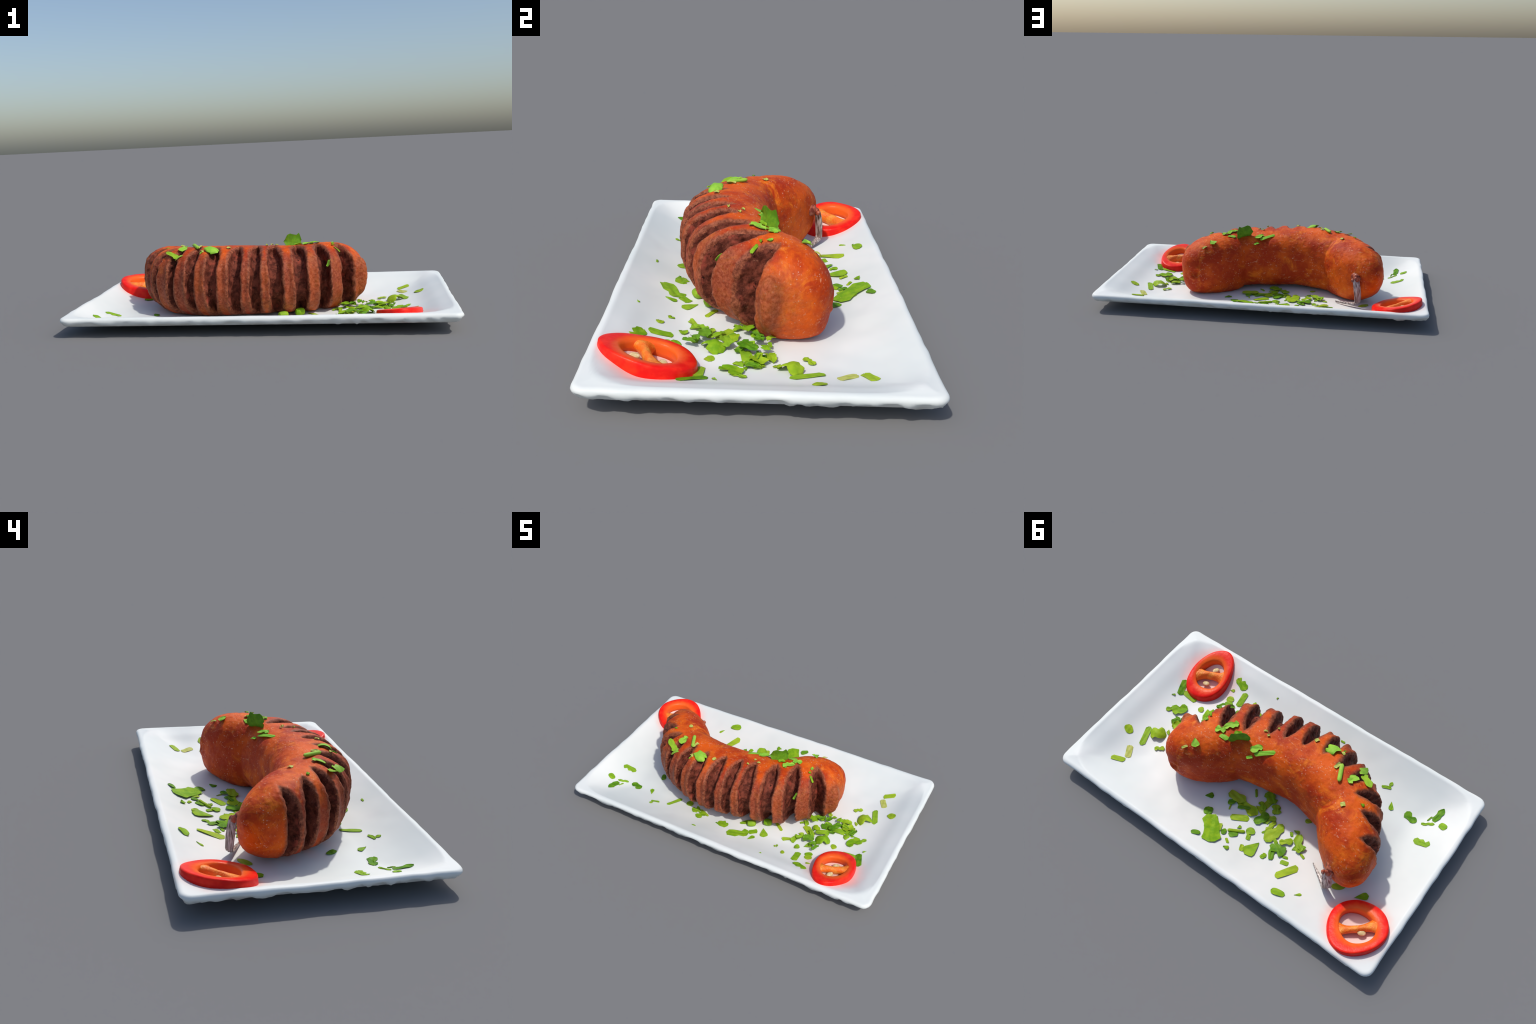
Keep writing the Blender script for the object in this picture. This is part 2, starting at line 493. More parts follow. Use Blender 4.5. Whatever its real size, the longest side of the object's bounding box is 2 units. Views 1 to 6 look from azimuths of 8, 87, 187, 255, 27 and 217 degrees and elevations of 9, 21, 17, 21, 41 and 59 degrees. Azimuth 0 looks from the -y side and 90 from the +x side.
# ------------------------------------------------------------------ chili slices
def build_chili(centre, u_vec, v_vec, thick, mats, seed, seeds_at):
    """Ring of a sliced chili: top face spanned by u (half long axis) and v (half short axis); the base rests on the plate."""
    flesh_mat, membrane_mat, seed_mat = mats
    c = np.array(centre)
    u = np.array(u_vec)
    v = np.array(v_vec)
    n = np.cross(u, v)
    n /= np.linalg.norm(n)
    if n[2] < 0:
        n = -n
    root = add_empty('chili_slice', (c[0], c[1], float(plate_top(c[0], c[1]))), "red chili pepper ring with orange core and seeds", "chili slice")
    M = 96
    def outline(a):
        # slightly squared egg, pointed at one end
        ca, sa = np.cos(a), np.sin(a)
        rr = 1.0 + .035 * np.cos(3 * a + seed) + .025 * np.cos(2 * a + 1.3 * seed)
        return np.sign(ca) * abs(ca) ** .93 * rr, np.sign(sa) * abs(sa) ** .93 * rr
    # cross-section of the wall: (inset 0..1 from skin to hollow, height 0 base .. 1 top)
    prof = [(-.06, 0.0), (-.05, .12), (-.02, .45), (0, .80), (.06, .95), (.18, 1.0), (.50, 1.0), (.82, .97), (.95, .88), (1.0, .70), (1.0, .35), (1.02, .0)]
    wall = .40
    VV, FF = [], []
    for i in range(M):
        a = 2 * math.pi * i / M
        ox, oy = outline(a)
        wl = wall * (1 + .12 * math.cos(2 * a + seed))
        for ins, ht in prof:
            k = 1 - ins * wl
            p = c + u * (ox * k) + v * (oy * k)
            zb = float(plate_top(p[0], p[1])) - .003
            top = p
            low = np.array([p[0], p[1], min(zb, p[2] - .012)]) - np.array([n[0], n[1], 0]) * thick * .0
            VV.append(low + (top - low) * ht)
    P = len(prof)
    for i in range(M):
        k = (i + 1) % M
        for j in range(P):
            l = (j + 1) % P
            FF.append((i * P + j, k * P + j, k * P + l, i * P + l))
    VV = np.array(VV)
    VV += (.0030 * value_noise(VV, 14, 60 + seed))[:, None] * n
    # the object's own axes follow the slice, so the flesh can grade from skin to core
    R = np.stack([u / np.linalg.norm(u), np.cross(n, u / np.linalg.norm(u)), n], 1)
    Mx = Matrix(((R[0, 0], R[0, 1], R[0, 2], c[0]), (R[1, 0], R[1, 1], R[1, 2], c[1]), (R[2, 0], R[2, 1], R[2, 2], c[2]), (0, 0, 0, 1)))
    scale = np.array([np.linalg.norm(u), np.linalg.norm(v), np.linalg.norm(v)])
    def place(name, verts, faces, mat):
        loc = (np.array(verts) - c) @ R
        loc = loc / scale
        ob = add_mesh(name, loc, faces, mat)
        ob.parent = root
        ob.matrix_parent_inverse = Matrix.Translation(-root.location)
        ob.matrix_basis = Mx @ Matrix.Diagonal((scale[0], scale[1], scale[2], 1))
        return ob
    place('pepper_flesh', VV, FF, flesh_mat)
    # membrane: a ribbed bridge across the hollow
    VV, FF = [], []
    L, K = 22, 12
    for i in range(L):
        t = -1 + 2 * i / (L - 1)
        wid = .12 + .34 * abs(t) ** 3.0
        bow = .05 * math.sin(2.2 * t + seed)
        for j in range(K):
            a = 2 * math.pi * j / K
            p = c + v * (t * .80) + u * (bow + wid * math.cos(a)) - n * .004
            zf = float(plate_top(p[0], p[1]))
            hh = max(.006, (p[2] - zf) * .5)
            VV.append(p - np.array([0, 0, hh]) + np.array([0, 0, 1.0]) * hh * math.sin(a) + n * .0012 * math.sin(9 * t + 4 * math.cos(a)))
    for i in range(L - 1):
        for j in range(K):
            k = (j + 1) % K
            FF.append((i * K + j, i * K + k, (i + 1) * K + k, (i + 1) * K + j))
    FF.append(tuple(range(K)))
    FF.append(tuple((L - 1) * K + j for j in reversed(range(K))))
    place('membrane', VV, FF, membrane_mat)
    for su, sv, sz, ang in seeds_at:
        VV, FF = [], []
        for i in range(9):
            for j in range(14):
                th, ph = math.pi * i / 8, 2 * math.pi * j / 14
                x = math.sin(th) * math.cos(ph) * .021
                y = math.sin(th) * math.sin(ph) * .015
                z = math.cos(th) * .008
                xr, yr = x * math.cos(ang) - y * math.sin(ang), x * math.sin(ang) + y * math.cos(ang)
                p = c + u * su + v * sv
                zf = float(plate_top(p[0], p[1]))
                VV.append(np.array([p[0] + xr, p[1] + yr, zf + sz * (p[2] - zf) + z]))
        for i in range(8):
            for j in range(14):
                k = (j + 1) % 14
                FF.append((i * 14 + j, (i + 1) * 14 + j, (i + 1) * 14 + k, i * 14 + k))
        place('pepper_seed', VV, FF, seed_mat)
    return root

# ------------------------------------------------------------------ herbs
def half_widths(kind, u, rng):
    """Left and right half widths along a cut leaf piece, as fractions of its half width."""
    if kind == 's':
        e = np.minimum(1, np.minimum(u, 1 - u) * 9 + .25)
        l, r = e.copy(), e.copy()
        l *= 1 - .25 * u * rng.rand()
        r *= 1 - .25 * (1 - u) * rng.rand()
    elif kind == 'o':
        l = r = np.sqrt(np.clip(1 - (2 * u - 1) ** 2, 0, 1)) ** .75
        l, r = l * (1 + .12 * np.sin(5 * u + rng.rand() * 6)), r * (1 + .12 * np.sin(4 * u + rng.rand() * 6))
    elif kind == 't':
        l = r = np.clip(1.5 * u, 0, 1) ** .9 * np.clip((1 - u) * 6, 0, 1) ** .6
        l, r = l * (.85 + .3 * rng.rand()), r * (.85 + .3 * rng.rand())
    elif kind in 'pm':
        l = r = np.clip(np.minimum(u, 1 - u) * 12 + .5, 0, 1)
    else:
        knots = np.array([0, .16, .34, .52, .70, .86, 1])
        def edge():
            h = np.r_[.15 + .45 * rng.rand(), .65 + .40 * rng.rand(5), .05 + .35 * rng.rand()]
            if rng.rand() < .6:
                h[rng.randint(2, 5)] *= .55          # a notch between lobes
            return np.interp(u, knots, h)
        l, r = edge(), edge()
    return l, r

def leaf_mesh(name, kind, length, width, rng, arch, curl, twist, mats_i, mats, thick):
    nu, nv = (13, 7) if kind not in 'lLU' else (25, 11)
    if kind in 'mb':
        return stem_mesh(name, kind, length, width, rng, mats[mats_i])
    u = np.linspace(0, 1, nu)
    l, r = half_widths(kind.replace('L', 'l').replace('U', 'l'), u, rng)
    shear = (rng.rand() - .5) * (.5 if kind == 's' else .1)
    V = []
    for s in (1, -1):
        for i in range(nu):
            for j in range(nv):
                t = -1 + 2 * j / (nv - 1)
                hw = (r[i] if t > 0 else l[i]) * width / 2
                y = t * hw
                x = (u[i] - .5) * length + shear * y
                z = arch * (1 - (2 * u[i] - 1) ** 2) + curl * (t * t) * (.5 + .5 * u[i]) + twist * t * (u[i] - .5)
                z += .0010 * math.sin(7 * u[i] + 5 * t + rng_phase(rng)) - (.0012 if abs(t) < .08 and kind in 'lL' else 0)
                edge = 1 if 0 < i < nu - 1 and 0 < j < nv - 1 else .8
                V.append((x, y, z + s * thick * .5 * edge))
    n1 = nu * nv
    F = []
    for i in range(nu - 1):
        for j in range(nv - 1):
            a = i * nv + j
            F.append((a, a + nv, a + nv + 1, a + 1))
            F.append((n1 + a, n1 + a + 1, n1 + a + nv + 1, n1 + a + nv))
    rim = [i * nv for i in range(nu)] + [(nu - 1) * nv + j for j in range(1, nv)] + [i * nv + nv - 1 for i in range(nu - 2, -1, -1)] + [j for j in range(nv - 2, 0, -1)]
    for a, b in zip(rim, rim[1:] + rim[:1]):
        F.append((b, a, n1 + a, n1 + b))
    return V, F

_phase = [0.0]
def rng_phase(rng):
    return _phase[0]

def stem_mesh(name, kind, length, width, rng, mat):
    K, L = 12, 12
    V, F = [], []
    for i in range(L):
        t = i / (L - 1)
        r = width / 2 * (1.0 if kind == 'm' else .70 + .25 * math.sin(math.pi * t))
        r *= min(1, .55 + 6 * min(t, 1 - t))
        for j in range(K):
            a = 2 * math.pi * j / K
            V.append(((t - .5) * length, r * math.cos(a), r * math.sin(a) * (.8 if kind == 'm' else .9) + (width * .35 if kind == 'm' else width * .42)))
    for i in range(L - 1):
        for j in range(K):
            k = (j + 1) % K
            F.append((i * K + j, i * K + k, (i + 1) * K + k, (i + 1) * K + j))
    F.append(tuple(reversed(range(K))))
    F.append(tuple((L - 1) * K + j for j in range(K)))
    return V, F

# herb pieces lying on the plate, by area: kind, x, y, length, width, heading in degrees
# kinds: s cut strip, o oval, t wedge, l lobed leaf, L raised leaf, m stem, b thick stub, p pale bit
BEHIND_SAUSAGE = [
    ('t', 0.226, 0.227, 0.046, 0.035, -144),
    ('o', 0.172, 0.303, 0.048, 0.050, -51),
    ('l', 0.086, 0.381, 0.168, 0.098, 129),
    ('l', 0.093, 0.361, 0.092, 0.077, -175),
    ('o', 0.129, 0.454, 0.048, 0.028, -154),
    ('o', 0.027, 0.355, 0.038, 0.025, -78),
    ('m', -0.020, 0.312, 0.086, 0.018, -149),
    ('o', -0.018, 0.335, 0.049, 0.041, -138),
    ('o', -0.080, 0.270, 0.047, 0.041, -143),
    ('s', -0.090, 0.302, 0.036, 0.024, -70),
    ('s', -0.020, 0.388, 0.032, 0.015, 141),
    ('t', -0.044, 0.427, 0.030, 0.024, -165),
    ('s', -0.103, 0.375, 0.038, 0.021, -68),
    ('t', -0.146, 0.346, 0.099, 0.070, 80),
    ('l', 0.098, 0.151, 0.100, 0.057, 178),
    ('l', 0.016, 0.169, 0.126, 0.060, 174),
    ('s', 0.095, 0.217, 0.032, 0.009, 104),
    ('s', 0.031, 0.071, 0.048, 0.014, 127),
    ('s', 0.015, 0.239, 0.097, 0.036, -152),
    ('t', -0.018, 0.285, 0.024, 0.015, -118),
    ('l', -0.053, 0.052, 0.079, 0.055, 160),
    ('l', -0.114, 0.089, 0.057, 0.048, 133),
    ('l', -0.043, 0.117, 0.054, 0.036, 150),
    ('l', -0.082, 0.176, 0.085, 0.057, -113),
    ('l', -0.123, 0.156, 0.063, 0.043, -127),
    ('o', -0.290, 0.045, 0.037, 0.026, -144),
    ('l', -0.184, 0.206, 0.124, 0.069, -107),
    ('s', -0.139, 0.226, 0.034, 0.012, -124),
    ('t', -0.276, 0.132, 0.033, 0.021, -170),
    ('s', -0.261, 0.159, 0.026, 0.017, 126),
    ('l', -0.265, 0.212, 0.068, 0.042, -144),
    ('l', -0.324, 0.185, 0.100, 0.055, 125),
    ('l', -0.237, 0.299, 0.092, 0.038, -61),
    ('l', -0.260, 0.273, 0.072, 0.068, 176),
    ('s', -0.310, 0.285, 0.032, 0.016, -169),
    ('s', -0.326, 0.313, 0.042, 0.026, -165),
    ('s', -0.376, 0.228, 0.033, 0.013, 160),
    ('s', -0.366, 0.349, 0.123, 0.040, -121),
    ('o', -0.403, 0.474, 0.071, 0.039, -165),
    ('t', -0.484, 0.419, 0.038, 0.017, -136),
    ('o', -0.615, 0.253, 0.073, 0.036, -138),
    ('t', -0.738, 0.236, 0.069, 0.040, -141),
]
BESIDE_SMOOTH_END = [
    ('o', 0.841, 0.173, 0.052, 0.044, 130),
    ('s', 0.750, 0.144, 0.121, 0.034, 108),
    ('p', 0.755, 0.276, 0.074, 0.033, 119),
    ('s', 0.768, 0.347, 0.072, 0.031, -157),
    ('L', 0.702, 0.092, 0.084, 0.075, -145),
    ('t', 0.669, 0.049, 0.018, 0.030, -144),
    ('l', 0.635, 0.160, 0.055, 0.029, -144),
    ('l', 0.756, -0.082, 0.057, 0.029, -122),
    ('l', 0.712, -0.107, 0.086, 0.064, -130),
    ('t', 0.801, -0.160, 0.022, 0.010, -137),
    ('s', 0.793, -0.232, 0.101, 0.037, -72),
    ('s', 0.724, -0.214, 0.087, 0.037, 175),
    ('l', 0.658, -0.028, 0.067, 0.066, -137),
    ('t', 0.690, -0.059, 0.031, 0.016, -177),
]
BY_NEAR_CHILI = [
    ('l', 0.518, -0.438, 0.085, 0.049, 163),
    ('s', 0.461, -0.364, 0.086, 0.036, -87),
    ('o', 0.523, -0.332, 0.044, 0.035, -148),
    ('o', 0.514, -0.305, 0.047, 0.032, -151),
    ('t', 0.545, -0.384, 0.028, 0.017, -162),
]
HEAP_BY_SMOOTH_END = [
    ('s', 0.438, -0.133, 0.086, 0.045, -42),
    ('o', 0.376, -0.092, 0.033, 0.015, 28),
    ('l', 0.418, -0.051, 0.061, 0.053, 4),
    ('l', 0.468, -0.011, 0.042, 0.042, -17),
    ('l', 0.512, -0.011, 0.037, 0.038, 43),
    ('l', 0.519, -0.053, 0.065, 0.052, 40),
    ('l', 0.568, -0.052, 0.081, 0.045, 56),
    ('l', 0.614, 0.029, 0.060, 0.044, 13),
    ('l', 0.640, -0.017, 0.065, 0.062, 23),
    ('l', 0.678, -0.037, 0.046, 0.035, 82),
    ('l', 0.520, -0.128, 0.079, 0.047, 17),
    ('L', 0.544, -0.173, 0.085, 0.083, 31),
    ('l', 0.467, -0.208, 0.064, 0.056, 23),
    ('l', 0.419, -0.215, 0.050, 0.032, 38),
    ('l', 0.508, -0.239, 0.038, 0.032, 38),
    ('o', 0.620, -0.182, 0.034, 0.036, 28),
    ('t', 0.384, -0.205, 0.020, 0.013, 64),
    ('s', 0.350, -0.255, 0.059, 0.024, 26),
    ('o', 0.429, -0.286, 0.032, 0.032, 21),
    ('o', 0.379, -0.375, 0.023, 0.029, 28),
]
FAR_CORNER = [
    ('l', -0.709, -0.282, 0.074, 0.045, 167),
    ('l', -0.802, -0.294, 0.064, 0.021, -155),
    ('l', -0.826, -0.364, 0.084, 0.037, -99),
    ('s', -0.795, -0.327, 0.033, 0.007, -109),
    ('o', -0.875, -0.313, 0.043, 0.038, 175),
    ('l', -0.830, -0.180, 0.082, 0.044, -174),
    ('s', -0.514, -0.357, 0.051, 0.016, -162),
    ('o', -0.527, -0.382, 0.025, 0.017, -104),
    ('t', -0.591, -0.281, 0.049, 0.025, 115),
]
OUTER_SIDE = [
    ('o', -0.599, -0.136, 0.030, 0.052, 28),
    ('s', -0.412, -0.296, 0.102, 0.025, 61),
    ('o', -0.320, -0.263, 0.044, 0.039, 23),
    ('l', -0.256, -0.294, 0.049, 0.064, 36),
    ('l', -0.206, -0.323, 0.067, 0.048, 72),
    ('s', -0.197, -0.293, 0.077, 0.017, -24),
]
OUTER_FRONT = [
    ('t', -0.086, -0.338, 0.012, 0.009, 45),
    ('l', -0.047, -0.325, 0.066, 0.059, 4),
    ('s', -0.177, -0.445, 0.026, 0.010, 1),
    ('l', 0.072, -0.355, 0.130, 0.071, 38),
    ('s', 0.145, -0.298, 0.051, 0.034, 40),
    ('t', 0.161, -0.354, 0.050, 0.026, 65),
    ('t', 0.203, -0.276, 0.069, 0.047, -62),
    ('o', 0.067, -0.249, 0.069, 0.028, 38),
    ('b', 0.110, -0.251, 0.051, 0.044, 28),
    ('b', 0.194, -0.201, 0.049, 0.047, 14),
    ('s', 0.264, -0.189, 0.069, 0.021, -37),
    ('o', 0.314, -0.345, 0.011, 0.018, 33),
]
CRUMBS = [
    ('t', 0.325, -0.337, 0.024, 0.011, 110),
    ('t', 0.283, -0.468, 0.013, 0.011, 45),
]
# herb pieces on the sausage: kind, x, y, z, length, width, heading vector
ON_SMOOTH_END = [
    ('l', 0.271, 0.029, 0.370, 0.055, 0.040, (-0.05, -0.02, -0.00)),
    ('l', 0.239, -0.022, 0.370, 0.076, 0.044, (-0.05, -0.06, -0.00)),
    ('s', 0.233, 0.050, 0.356, 0.048, 0.027, (-0.05, 0.00, -0.01)),
    ('l', 0.184, -0.002, 0.364, 0.042, 0.031, (-0.03, -0.02, 0.00)),
    ('U', 0.148, 0.030, 0.346, 0.110, 0.032, (-0.09, -0.06, 0.01)),
    ('t', 0.338, 0.149, 0.334, 0.050, 0.040, (-0.03, 0.03, -0.03)),
    ('p', 0.378, 0.189, 0.313, 0.035, 0.013, (-0.02, -0.02, 0.02)),
    ('l', 0.061, 0.007, 0.348, 0.063, 0.045, (-0.05, -0.04, 0.02)),
    ('s', 0.012, 0.003, 0.345, 0.109, 0.025, (-0.09, -0.06, 0.02)),
    ('s', 0.075, 0.052, 0.315, 0.034, 0.016, (-0.03, -0.02, 0.01)),
    ('p', 0.076, -0.091, 0.370, 0.020, 0.010, (-0.02, -0.01, 0.00)),
    ('p', 0.049, -0.078, 0.372, 0.014, 0.012, (-0.01, -0.01, -0.00)),
    ('p', 0.026, -0.136, 0.374, 0.013, 0.010, (-0.01, -0.00, 0.00)),
    ('t', 0.374, -0.016, 0.361, 0.018, 0.015, (-0.02, -0.00, 0.01)),
    ('t', 0.371, 0.017, 0.363, 0.018, 0.018, (-0.01, -0.01, 0.00)),
]
ON_CREST = [
    ('m', -0.364, -0.103, 0.379, 0.099, 0.022, (0.04, -0.09, 0.00)),
    ('p', -0.330, -0.128, 0.379, 0.042, 0.018, (-0.01, -0.04, -0.00)),
    ('p', -0.465, 0.028, 0.366, 0.024, 0.023, (-0.02, -0.02, 0.00)),
    ('t', -0.541, -0.025, 0.365, 0.022, 0.018, (-0.02, -0.00, -0.00)),
    ('p', -0.311, -0.208, 0.367, 0.022, 0.015, (-0.02, 0.01, 0.00)),
]
ON_SLICES = [
    ('l', -0.483, -0.159, 0.345, 0.098, 0.043, (0.08, -0.06, -0.00)),
    ('l', -0.430, -0.112, 0.372, 0.063, 0.048, (0.01, 0.06, 0.01)),
    ('s', -0.437, -0.199, 0.336, 0.053, 0.035, (0.02, 0.03, 0.04)),
    ('L', -0.253, -0.201, 0.375, 0.067, 0.078, (0.03, 0.06, 0.02)),
    ('p', -0.168, -0.190, 0.379, 0.024, 0.018, (0.01, 0.02, 0.00)),
    ('t', -0.311, -0.225, 0.359, 0.025, 0.008, (0.01, 0.02, 0.01)),
]
IN_CUTS = [
    ('s', 0.341, -0.167, 0.285, 0.046, 0.020, (0.01, -0.01, -0.04)),
    ('t', 0.370, 0.020, 0.365, 0.019, 0.019, (0.01, 0.01, -0.00)),
    ('s', 0.401, -0.037, 0.340, 0.046, 0.015, (0.03, -0.03, -0.03)),
]

def build_herbs(mats, sausage_parts):
    from mathutils.bvhtree import BVHTree
    root = add_empty('chopped_herbs', (0, 0, .02), "scattered bright green chopped parsley leaves and stems", "herbs")
    verts, polys = [], []
    for ob in sausage_parts:
        o = len(verts)
        verts += [v.co.copy() for v in ob.data.vertices]
        polys += [[o + i for i in p.vertices] for p in ob.data.polygons]
    tree = BVHTree.FromPolygons(verts, polys)
    count = [0]
    names = {'s': 'herb_strip', 'o': 'parsley_leaf', 't': 'herb_shard', 'l': 'parsley_leaf', 'L': 'parsley_leaf', 'U': 'parsley_leaf', 'm': 'herb_stem', 'b': 'herb_stub', 'p': 'herb_shard'}
    def finish(kind, V, F, origin, mat):
        V = np.array(V) - origin
        ob = add_mesh(names[kind], V, F, mat, crease=42)
        ob.location = origin
        keep_world(ob, root)
        return ob
    lift_seed = np.random.RandomState(19)
    layers = {}
    for area, heap in ((BEHIND_SAUSAGE, .4), (BESIDE_SMOOTH_END, .2), (BY_NEAR_CHILI, 0), (HEAP_BY_SMOOTH_END, 1.0), (FAR_CORNER, 0), (OUTER_SIDE, .1), (OUTER_FRONT, 0), (CRUMBS, 0)):
        extra = []
        if heap >= .4:
            # smaller scraps tucked among the larger leaves of a heap
            er = np.random.RandomState(77 + len(area))
            big = [q for q in area if q[0] == 'l']
            for q in big:
                for _ in range(2 if heap > .9 else 1):
                    extra.append((er.choice(['l', 't', 's']), q[1] + .035 * er.randn(), q[2] + .030 * er.randn(), .03 + .045 * er.rand(), .018 + .025 * er.rand(), er.rand() * 360))
        for kind, x, y, length, width, deg in area + extra:
            count[0] += 1
            rng = np.random.RandomState(100 + count[0])
            _phase[0] = rng.rand() * 6
            arch = .001 + .006 * rng.rand() * heap
            curl = (rng.rand() - .3) * .003 * (1 + 3 * heap)
            twist = (rng.rand() - .5) * .02 * heap
            lift = .0015 + (.028 * rng.rand() * heap if kind == 'l' else .001 * rng.rand())
            if kind == 'L':
                arch, lift, curl = .028, .005, -.010
            shade = rng.choice([0, 0, 1, 1, 1, 2]) if heap < .9 else rng.choice([0, 1, 1, 2])
            mi = 3 if kind == 'p' else shade
            V, F = leaf_mesh('', kind, length * 1.04, width * 1.02, rng, arch, curl, twist, mi, mats, .0016)
            V = np.array(V)
            a = math.radians(deg)
            W = np.c_[x + V[:, 0] * math.cos(a) - V[:, 1] * math.sin(a), y + V[:, 0] * math.sin(a) + V[:, 1] * math.cos(a), V[:, 2]]
            W[:, 2] += plate_top(W[:, 0], W[:, 1]) + (lift if kind not in 'mb' else -.001)
            o = np.array([x, y, float(plate_top(x, y))])
            finish(kind, W, F, o, mats[mi])
    for area in (ON_SMOOTH_END, ON_CREST, ON_SLICES, IN_CUTS):
        for kind, x, y, z, length, width, head in area:
            count[0] += 1
            rng = np.random.RandomState(300 + count[0])
            _phase[0] = rng.rand() * 6
            p, n, _, _ = tree.find_nearest(Vector((x, y, z)))
            n = np.array(n) + np.array([0, 0, 1.6 if kind in 'lLp' else .6])
            n /= np.linalg.norm(n)
            o = np.array(p)
            if kind == 'U':
                n = np.array([.55, -.82, .12])
                o = np.array([.150, .030, .376])
            d = np.array(head)
            d = d - n * d.dot(n)
            d /= np.linalg.norm(d)
            s = np.cross(n, d)
            mi = 3 if kind == 'p' else rng.choice([1, 4, 4])
            arch, curl, lift = .003, (rng.rand() - .2) * .008, .003
            if kind == 'L':
                arch, curl, lift = .014, -.012, .010
            if kind == 'U':
                width, curl, mi, lift, arch = .100, .010, 2, 0, .012
            V, F = leaf_mesh('', kind, length, width, rng, arch, curl, .01 * (rng.rand() - .5), mi, mats, .0016)
            V = np.array(V)
            W = o + V[:, :1] * d + V[:, 1:2] * s + (V[:, 2:3] + (lift if kind not in 'mb' else -.002)) * n
            finish(kind, W, F, o, mats[mi])
    return root

# ------------------------------------------------------------------ materials
CHILI_NEAR = dict(centre=(.698, -.376, .085), u=(.036, -.148, .036), v=(.108, .052, -.006))
CHILI_FAR = dict(centre=(-.808, .398, .102), u=(-.086, .116, .035), v=(-.112, -.086, .012))

def plate_material():
    t = Tree('glazed_porcelain')
    n1 = t.noise(2.2, 3)
    n2 = t.noise(7, 4)
    col = t.mix(t.ramp(n1, .35, .7), (.70, .74, .715), (.785, .80, .768))
    col = t.mix(t.math('MULTIPLY', t.ramp(n2, .5, .8), .25), col, (.68, .665, .675))
    # pink juice bled into the glaze around the chili slices
    for ch, sx in ((CHILI_NEAR, 1), (CHILI_FAR, 1)):
        c = ch['centre']
        m = t.new('ShaderNodeVectorMath')
        m.operation = 'SUBTRACT'
        t.link(t.coord, m.inputs[0])
        m.inputs[1].default_value = (c[0], c[1], .05)
        l = t.new('ShaderNodeVectorMath')
        l.operation = 'LENGTH'
        t.link(m.outputs[0], l.inputs[0])
        d = t.math('ADD', l.outputs['Value'], t.math('MULTIPLY', t.math('SUBTRACT', t.noise(9, 3), .5), .10))
        f = t.math('MULTIPLY', t.math('SUBTRACT', 1.0, t.ramp(d, .11, .205)), .55)
        col = t.mix(f, col, (.84, .44, .38))
    t.bump(t.noise(14, 3), .06, .01)
    return t.finish(col, .45, .2)

def cut_mask(t, near, far, wobble):
    """1 beside a cut, 0 away from it, from the same cut planes that shape the meat."""
    sep = t.new('ShaderNodeSeparateXYZ')
    t.link(t.coord, sep.inputs[0])
    x, y = sep.outputs[0], sep.outputs[1]
    best = None
    for ax, ay, dx, dy, h, fall in cut_frames():
        px, py = t.math('SUBTRACT', x, ax), t.math('SUBTRACT', y, ay)
        l = t.math('ADD', t.math('MULTIPLY', px, dx), t.math('MULTIPLY', py, dy))
        c = t.math('ABSOLUTE', t.math('SUBTRACT', t.math('MULTIPLY', py, dx), t.math('MULTIPLY', px, dy)))
        w = t.math('MINIMUM', t.math('MULTIPLY', t.math('TANH', t.math('DIVIDE', l, .075)), h), t.math('MULTIPLY', l, .9))
        d = t.math('SUBTRACT', c, w)
        best = d if best is None else t.math('MINIMUM', best, d)
    best = t.math('ADD', best, t.math('MULTIPLY', t.math('SUBTRACT', t.noise(38, 4), .5), wobble))
    return t.math('SUBTRACT', 1.0, t.ramp(best, near, far))

def casing_material():
    t = Tree('roasted_casing')
    base = t.mix(t.ramp(t.noise(6.5, 5, .6), .38, .66), (.40, .030, .004), (.72, .105, .005))
    base = t.mix(t.ramp(t.noise(9, 6, .72, distort=1.2), .49, .76), base, (.80, .190, .012))
    base = t.mix(t.math('MULTIPLY', t.ramp(t.noise(26, 4, .7), .60, .78), .7), base, (.30, .024, .006))
    # pale fat streaks and specks
    streak = t.ramp(t.noise(1.0, 5, .7, vec=t.stretch((30, 95, 80), rot=(0, 0, .35))), .58, .70)
    base = t.mix(t.math('MULTIPLY', streak, .55), base, (.72, .36, .20))
    speck = t.math('SUBTRACT', 1.0, t.ramp(t.voronoi(75), .14, .27))
    keep = t.ramp(t.noise(17, 2), .52, .62)
    base = t.mix(t.math('MULTIPLY', t.math('MULTIPLY', speck, keep), .40), base, (.80, .52, .36))
    char = t.math('MULTIPLY', t.ramp(t.noise(48, 4, .75), .68, .74), t.ramp(t.noise(7, 2), .55, .68))
    base = t.mix(t.math('MULTIPLY', char, .85), base, (.035, .010, .006))
    crust_n = t.noise(70, 6, .78)
    crust = t.mix(t.ramp(crust_n, .35, .68), (.11, .027, .013), (.37, .118, .060))
    # browner colour over the fanned outer side: radial distance from the centre of the sausage's bend
    m = t.new('ShaderNodeVectorMath')
    m.operation = 'DISTANCE'
    flat = t.new('ShaderNodeVectorMath')
    flat.operation = 'MULTIPLY'
    t.link(t.coord, flat.inputs[0])
    flat.inputs[1].default_value = (1, 1, 0)
    t.link(flat.outputs[0], m.inputs[0])
    m.inputs[1].default_value = (-.115, .485, 0)
    rad = t.math('ADD', m.outputs['Value'], t.math('MULTIPLY', t.math('SUBTRACT', t.noise(22, 5, .7), .5), .10))
    brown = t.math('MULTIPLY', t.ramp(rad, .70, .80), .72)
    mask = t.math('MAXIMUM', brown, t.math('MULTIPLY', cut_mask(t, .006, .030, .020), .95))
    col = t.mix(mask, base, crust)
    t.bump(t.noise(85, 6, .7), .35, .006)
    return t.finish(col, t.math('ADD', .40, t.math('MULTIPLY', t.noise(20, 3), .25)), .14)

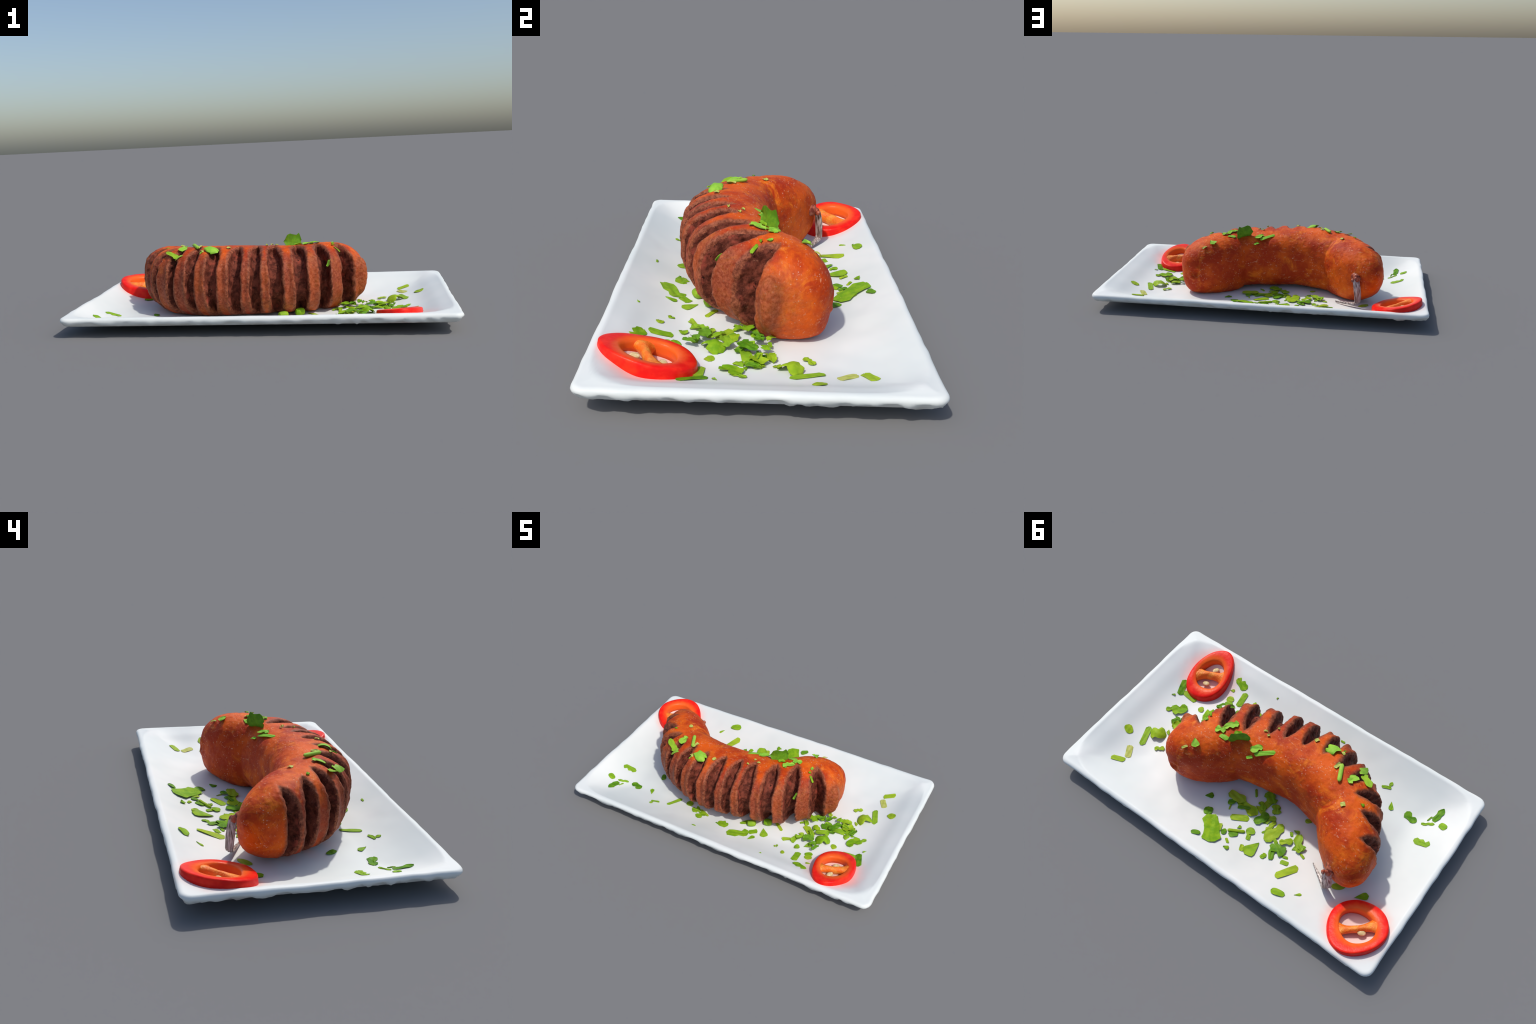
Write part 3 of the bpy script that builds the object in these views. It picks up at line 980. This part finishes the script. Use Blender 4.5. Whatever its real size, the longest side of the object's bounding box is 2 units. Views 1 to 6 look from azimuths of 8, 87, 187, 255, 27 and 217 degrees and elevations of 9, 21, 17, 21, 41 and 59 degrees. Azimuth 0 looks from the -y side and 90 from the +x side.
def meat_material():
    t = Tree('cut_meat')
    col = t.mix(t.ramp(t.noise(28, 5, .7), .36, .66), (.075, .017, .010), (.25, .062, .036))  # base colours darkened towards the deep shadow inside the cuts
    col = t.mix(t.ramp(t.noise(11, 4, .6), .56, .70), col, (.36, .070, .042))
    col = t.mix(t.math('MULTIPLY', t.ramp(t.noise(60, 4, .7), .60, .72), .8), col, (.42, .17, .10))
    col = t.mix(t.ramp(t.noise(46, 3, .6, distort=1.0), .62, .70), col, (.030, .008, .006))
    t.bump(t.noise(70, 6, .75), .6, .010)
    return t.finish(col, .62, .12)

def tail_material():
    t = Tree('dried_casing')
    n = t.noise(1.0, 4, .6, vec=t.stretch((150, 150, 8)))
    col = t.mix(t.ramp(n, .35, .65), (.13, .075, .062), (.58, .50, .47))
    return t.finish(col, .3, .5)

def knot_material():
    t = Tree('tied_casing')
    col = t.mix(t.ramp(t.noise(45, 4), .4, .65), (.20, .030, .014), (.46, .12, .06))
    return t.finish(col, .4, .4)

def flesh_material():
    t = Tree('chili_flesh')
    sep = t.new('ShaderNodeSeparateXYZ')
    t.link(t.coord, sep.inputs[0])
    r = t.math('SQRT', t.math('ADD', t.math('POWER', sep.outputs[0], 2.0), t.math('POWER', sep.outputs[1], 2.0)))
    r = t.math('ADD', r, t.math('MULTIPLY', t.math('SUBTRACT', t.noise(5, 4), .5), .18))
    inner = t.math('SUBTRACT', 1.0, t.ramp(r, .60, .92))
    skin = t.mix(t.ramp(t.noise(3, 3), .4, .7), (.80, .010, .007), (.90, .030, .012))
    col = t.mix(inner, skin, (.88, .13, .018))
    t.bump(t.noise(9, 3), .05, .05)
    return t.finish(col, .36, .15, **{'Subsurface Weight': 0.05, 'Subsurface Radius': (.03, .006, .003)})

def membrane_material():
    t = Tree('chili_membrane')
    col = t.mix(t.ramp(t.noise(4, 4), .38, .66), (.88, .17, .012), (.92, .32, .04))
    t.bump(t.noise(16, 4), .25, .05)
    return t.finish(col, .4, .4)

def seed_material():
    t = Tree('chili_seed')
    col = t.mix(t.ramp(t.noise(8, 3), .4, .65), (.62, .48, .22), (.80, .70, .42))
    return t.finish(col, .5, .3)

def herb_material(name, a, b, vein):
    t = Tree(name)
    info = t.new('ShaderNodeObjectInfo')
    col = t.mix(t.ramp(t.noise(35, 4), .35, .68), a, b)
    col = t.mix(t.math('MULTIPLY', info.outputs['Random'], .45), col, vein)
    streak = t.ramp(t.noise(1.0, 3, .6, vec=t.stretch((60, 220, 60))), .60, .72)
    col = t.mix(t.math('MULTIPLY', streak, .3), col, vein)
    t.bump(t.noise(120, 4), .2, .004)
    t.finish(col, .5, .12)
    tr = t.new('ShaderNodeBsdfTranslucent')
    t.link(col, tr.inputs[0])
    mx = t.new('ShaderNodeMixShader')
    mx.inputs[0].default_value = .12
    t.link(t.bsdf.outputs[0], mx.inputs[1])
    t.link(tr.outputs[0], mx.inputs[2])
    t.link(mx.outputs[0], t.out.inputs[0])
    return t.mat

def main():
    build_plate(plate_material())
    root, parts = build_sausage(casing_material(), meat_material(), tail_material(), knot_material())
    chili_mats = (flesh_material(), membrane_material(), seed_material())
    build_chili(CHILI_NEAR['centre'], CHILI_NEAR['u'], CHILI_NEAR['v'], .05, chili_mats, 1, [(.30, -.10, .35, 1.0), (-.26, .10, .35, .3)])
    build_chili(CHILI_FAR['centre'], CHILI_FAR['u'], CHILI_FAR['v'], .06, chili_mats, 2, [(.20, .15, .5, .4)])
    herb_mats = [herb_material('parsley_light', (.26, .44, .012), (.38, .54, .020), (.45, .58, .06)),
                 herb_material('parsley_mid', (.17, .38, .010), (.29, .49, .016), (.37, .55, .05)),
                 herb_material('parsley_dark', (.07, .22, .008), (.16, .36, .012), (.22, .43, .04)),
                 herb_material('pale_stalk', (.46, .50, .09), (.62, .62, .20), (.50, .56, .10)),
                 herb_material('parsley_fresh', (.18, .50, .030), (.32, .62, .050), (.46, .66, .10))]
    build_herbs(herb_mats, parts)

main()
